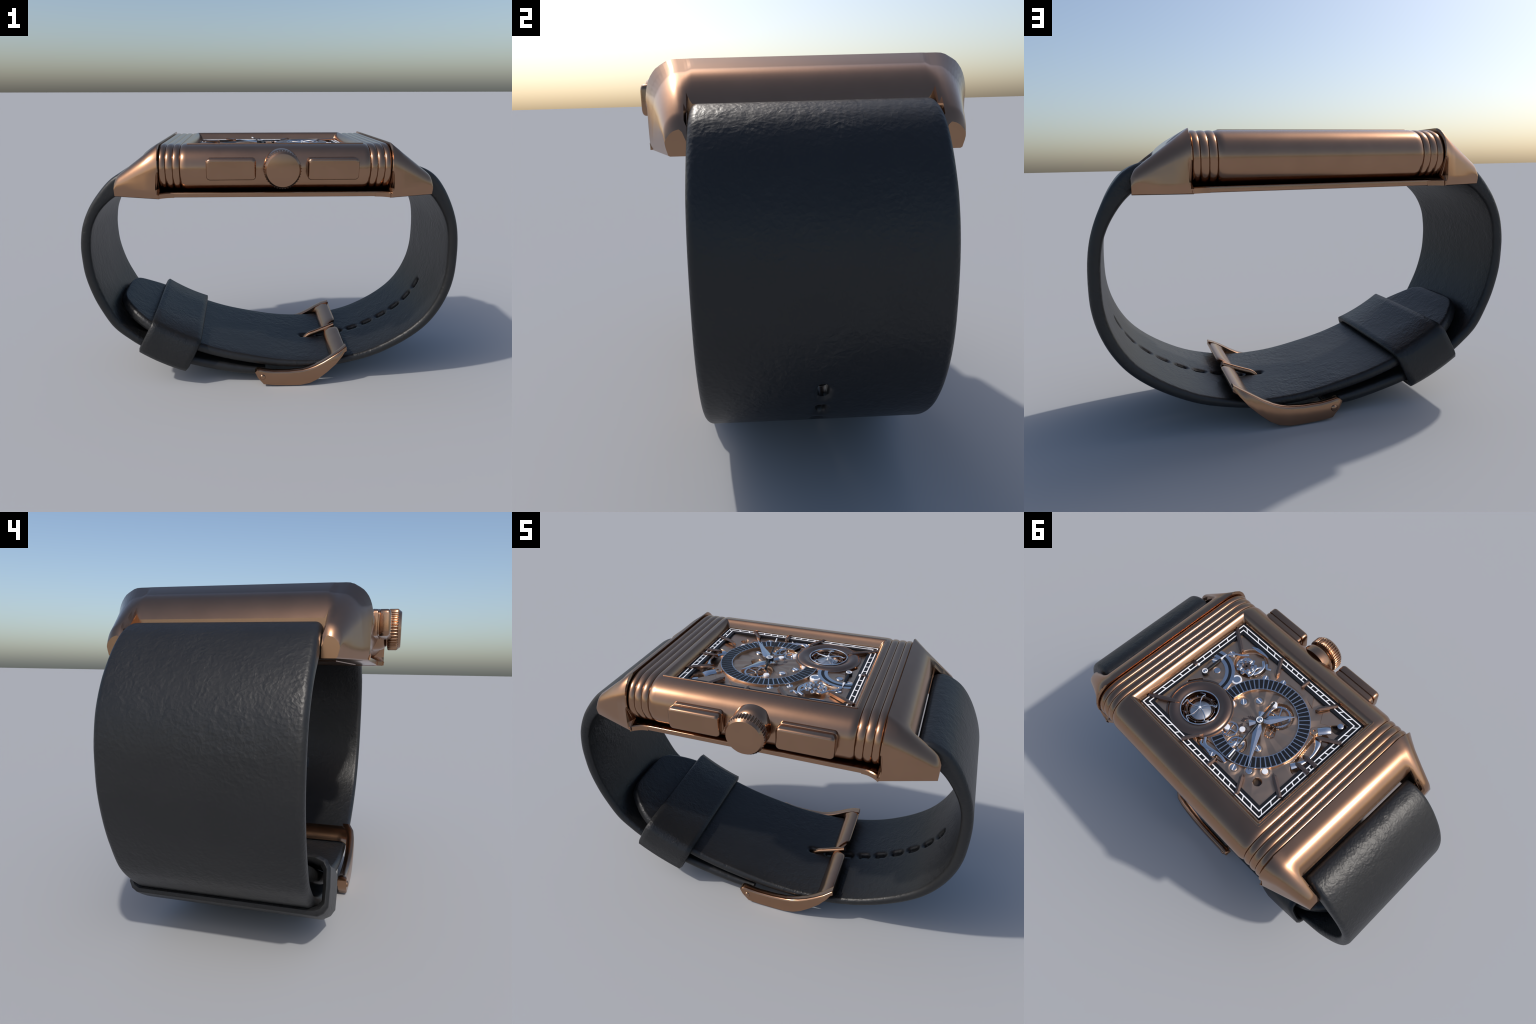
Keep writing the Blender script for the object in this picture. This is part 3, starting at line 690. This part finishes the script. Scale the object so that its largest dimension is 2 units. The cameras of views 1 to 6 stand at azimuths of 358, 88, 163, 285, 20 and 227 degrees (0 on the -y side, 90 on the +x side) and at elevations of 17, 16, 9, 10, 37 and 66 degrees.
# crossbar: straight inner edge, outer edge waisted where the tongue rests
def crossbar():
    rings = []
    d = np.array([0.085, 0.060]); d /= np.linalg.norm(d); n = np.array([-d[1], d[0]])
    for y in np.concatenate([np.linspace(-0.352, -0.09, 14), np.linspace(-0.08, 0.08, 21), np.linspace(0.09, 0.352, 14)]):
        s = math.exp(-(y / 0.035) ** 2)
        e = max(0, (abs(y) - 0.30) / 0.07)
        o = np.array([0.423, 0.204]); w = 0.098 - 0.058 * s + 0.05 * e * e
        out = o - d * 0.050 * s - n * 0.006 * s
        th = 0.030 - 0.007 * s
        inner = o - d * (0.106 + 0.05 * e * e) + d * 0.008 * s
        ww = np.linalg.norm(out - inner)
        q = [(0, -0.001), (0.007, th * 0.25), (ww * 0.3, th * 0.58), (ww * 0.65, th * 0.58), (ww - 0.010, th * 0.35), (ww, 0.0), (ww - 0.006, -th * 0.35), (ww * 0.5, -th * 0.40), (0.008, -th * 0.25)]
        rings.append([(inner[0] + d[0] * u + n[0] * h, CY + y, inner[1] + d[1] * u + n[1] * h) for u, h in q])
    return make("buckle_bar", *loft(rings), GOLD, buckle, angle=75)
crossbar()
make("buckle_tongue", *tube([(-0.046, CY, 0.060), (0.06, CY, 0.062), (0.16, CY, 0.070), (0.215, CY, 0.090), (0.243, CY, 0.118), (0.262, CY, 0.133), (0.30, CY, 0.148), (0.365, CY, 0.175), (0.408, CY, 0.194)], 0.0150, 12, 50), GOLD, buckle, angle=60)
def rod_y(x, z, r, y0, y1, n=24, dome=0.0):
    rr = [[(x + r * math.cos(a), y0, z + r * math.sin(a)) for a in np.linspace(0, 2 * pi, n, endpoint=False)], [(x + r * math.cos(a), y1, z + r * math.sin(a)) for a in np.linspace(0, 2 * pi, n, endpoint=False)]]
    if dome:
        for t in (0.5, 0.85): rr.append([(x + r * math.cos(t * pi / 2) * math.cos(a), y1 + dome * math.sin(t * pi / 2), z + r * math.cos(t * pi / 2) * math.sin(a)) for a in np.linspace(0, 2 * pi, n, endpoint=False)])
    return loft(rr)
make("hinge_pin", *rod_y(-0.046, 0.060, 0.0165, CY - 0.38, CY + 0.38), GOLD, buckle)
for sy in (-1, 1):
    make("rivet", *rod_y(-0.046, 0.059, 0.0155, CY + sy * 0.385, CY + sy * 0.393, 20, sy * 0.006), GOLD, buckle, angle=60)
# spring bars that hold the strap between the lugs
for sx in (-1, 1):
    make("spring_bar", *rod_y(CX + sx * 0.728, 1.150, 0.010, CY - 0.35, CY + 0.35), GOLD)
bpy.context.view_layer.update()
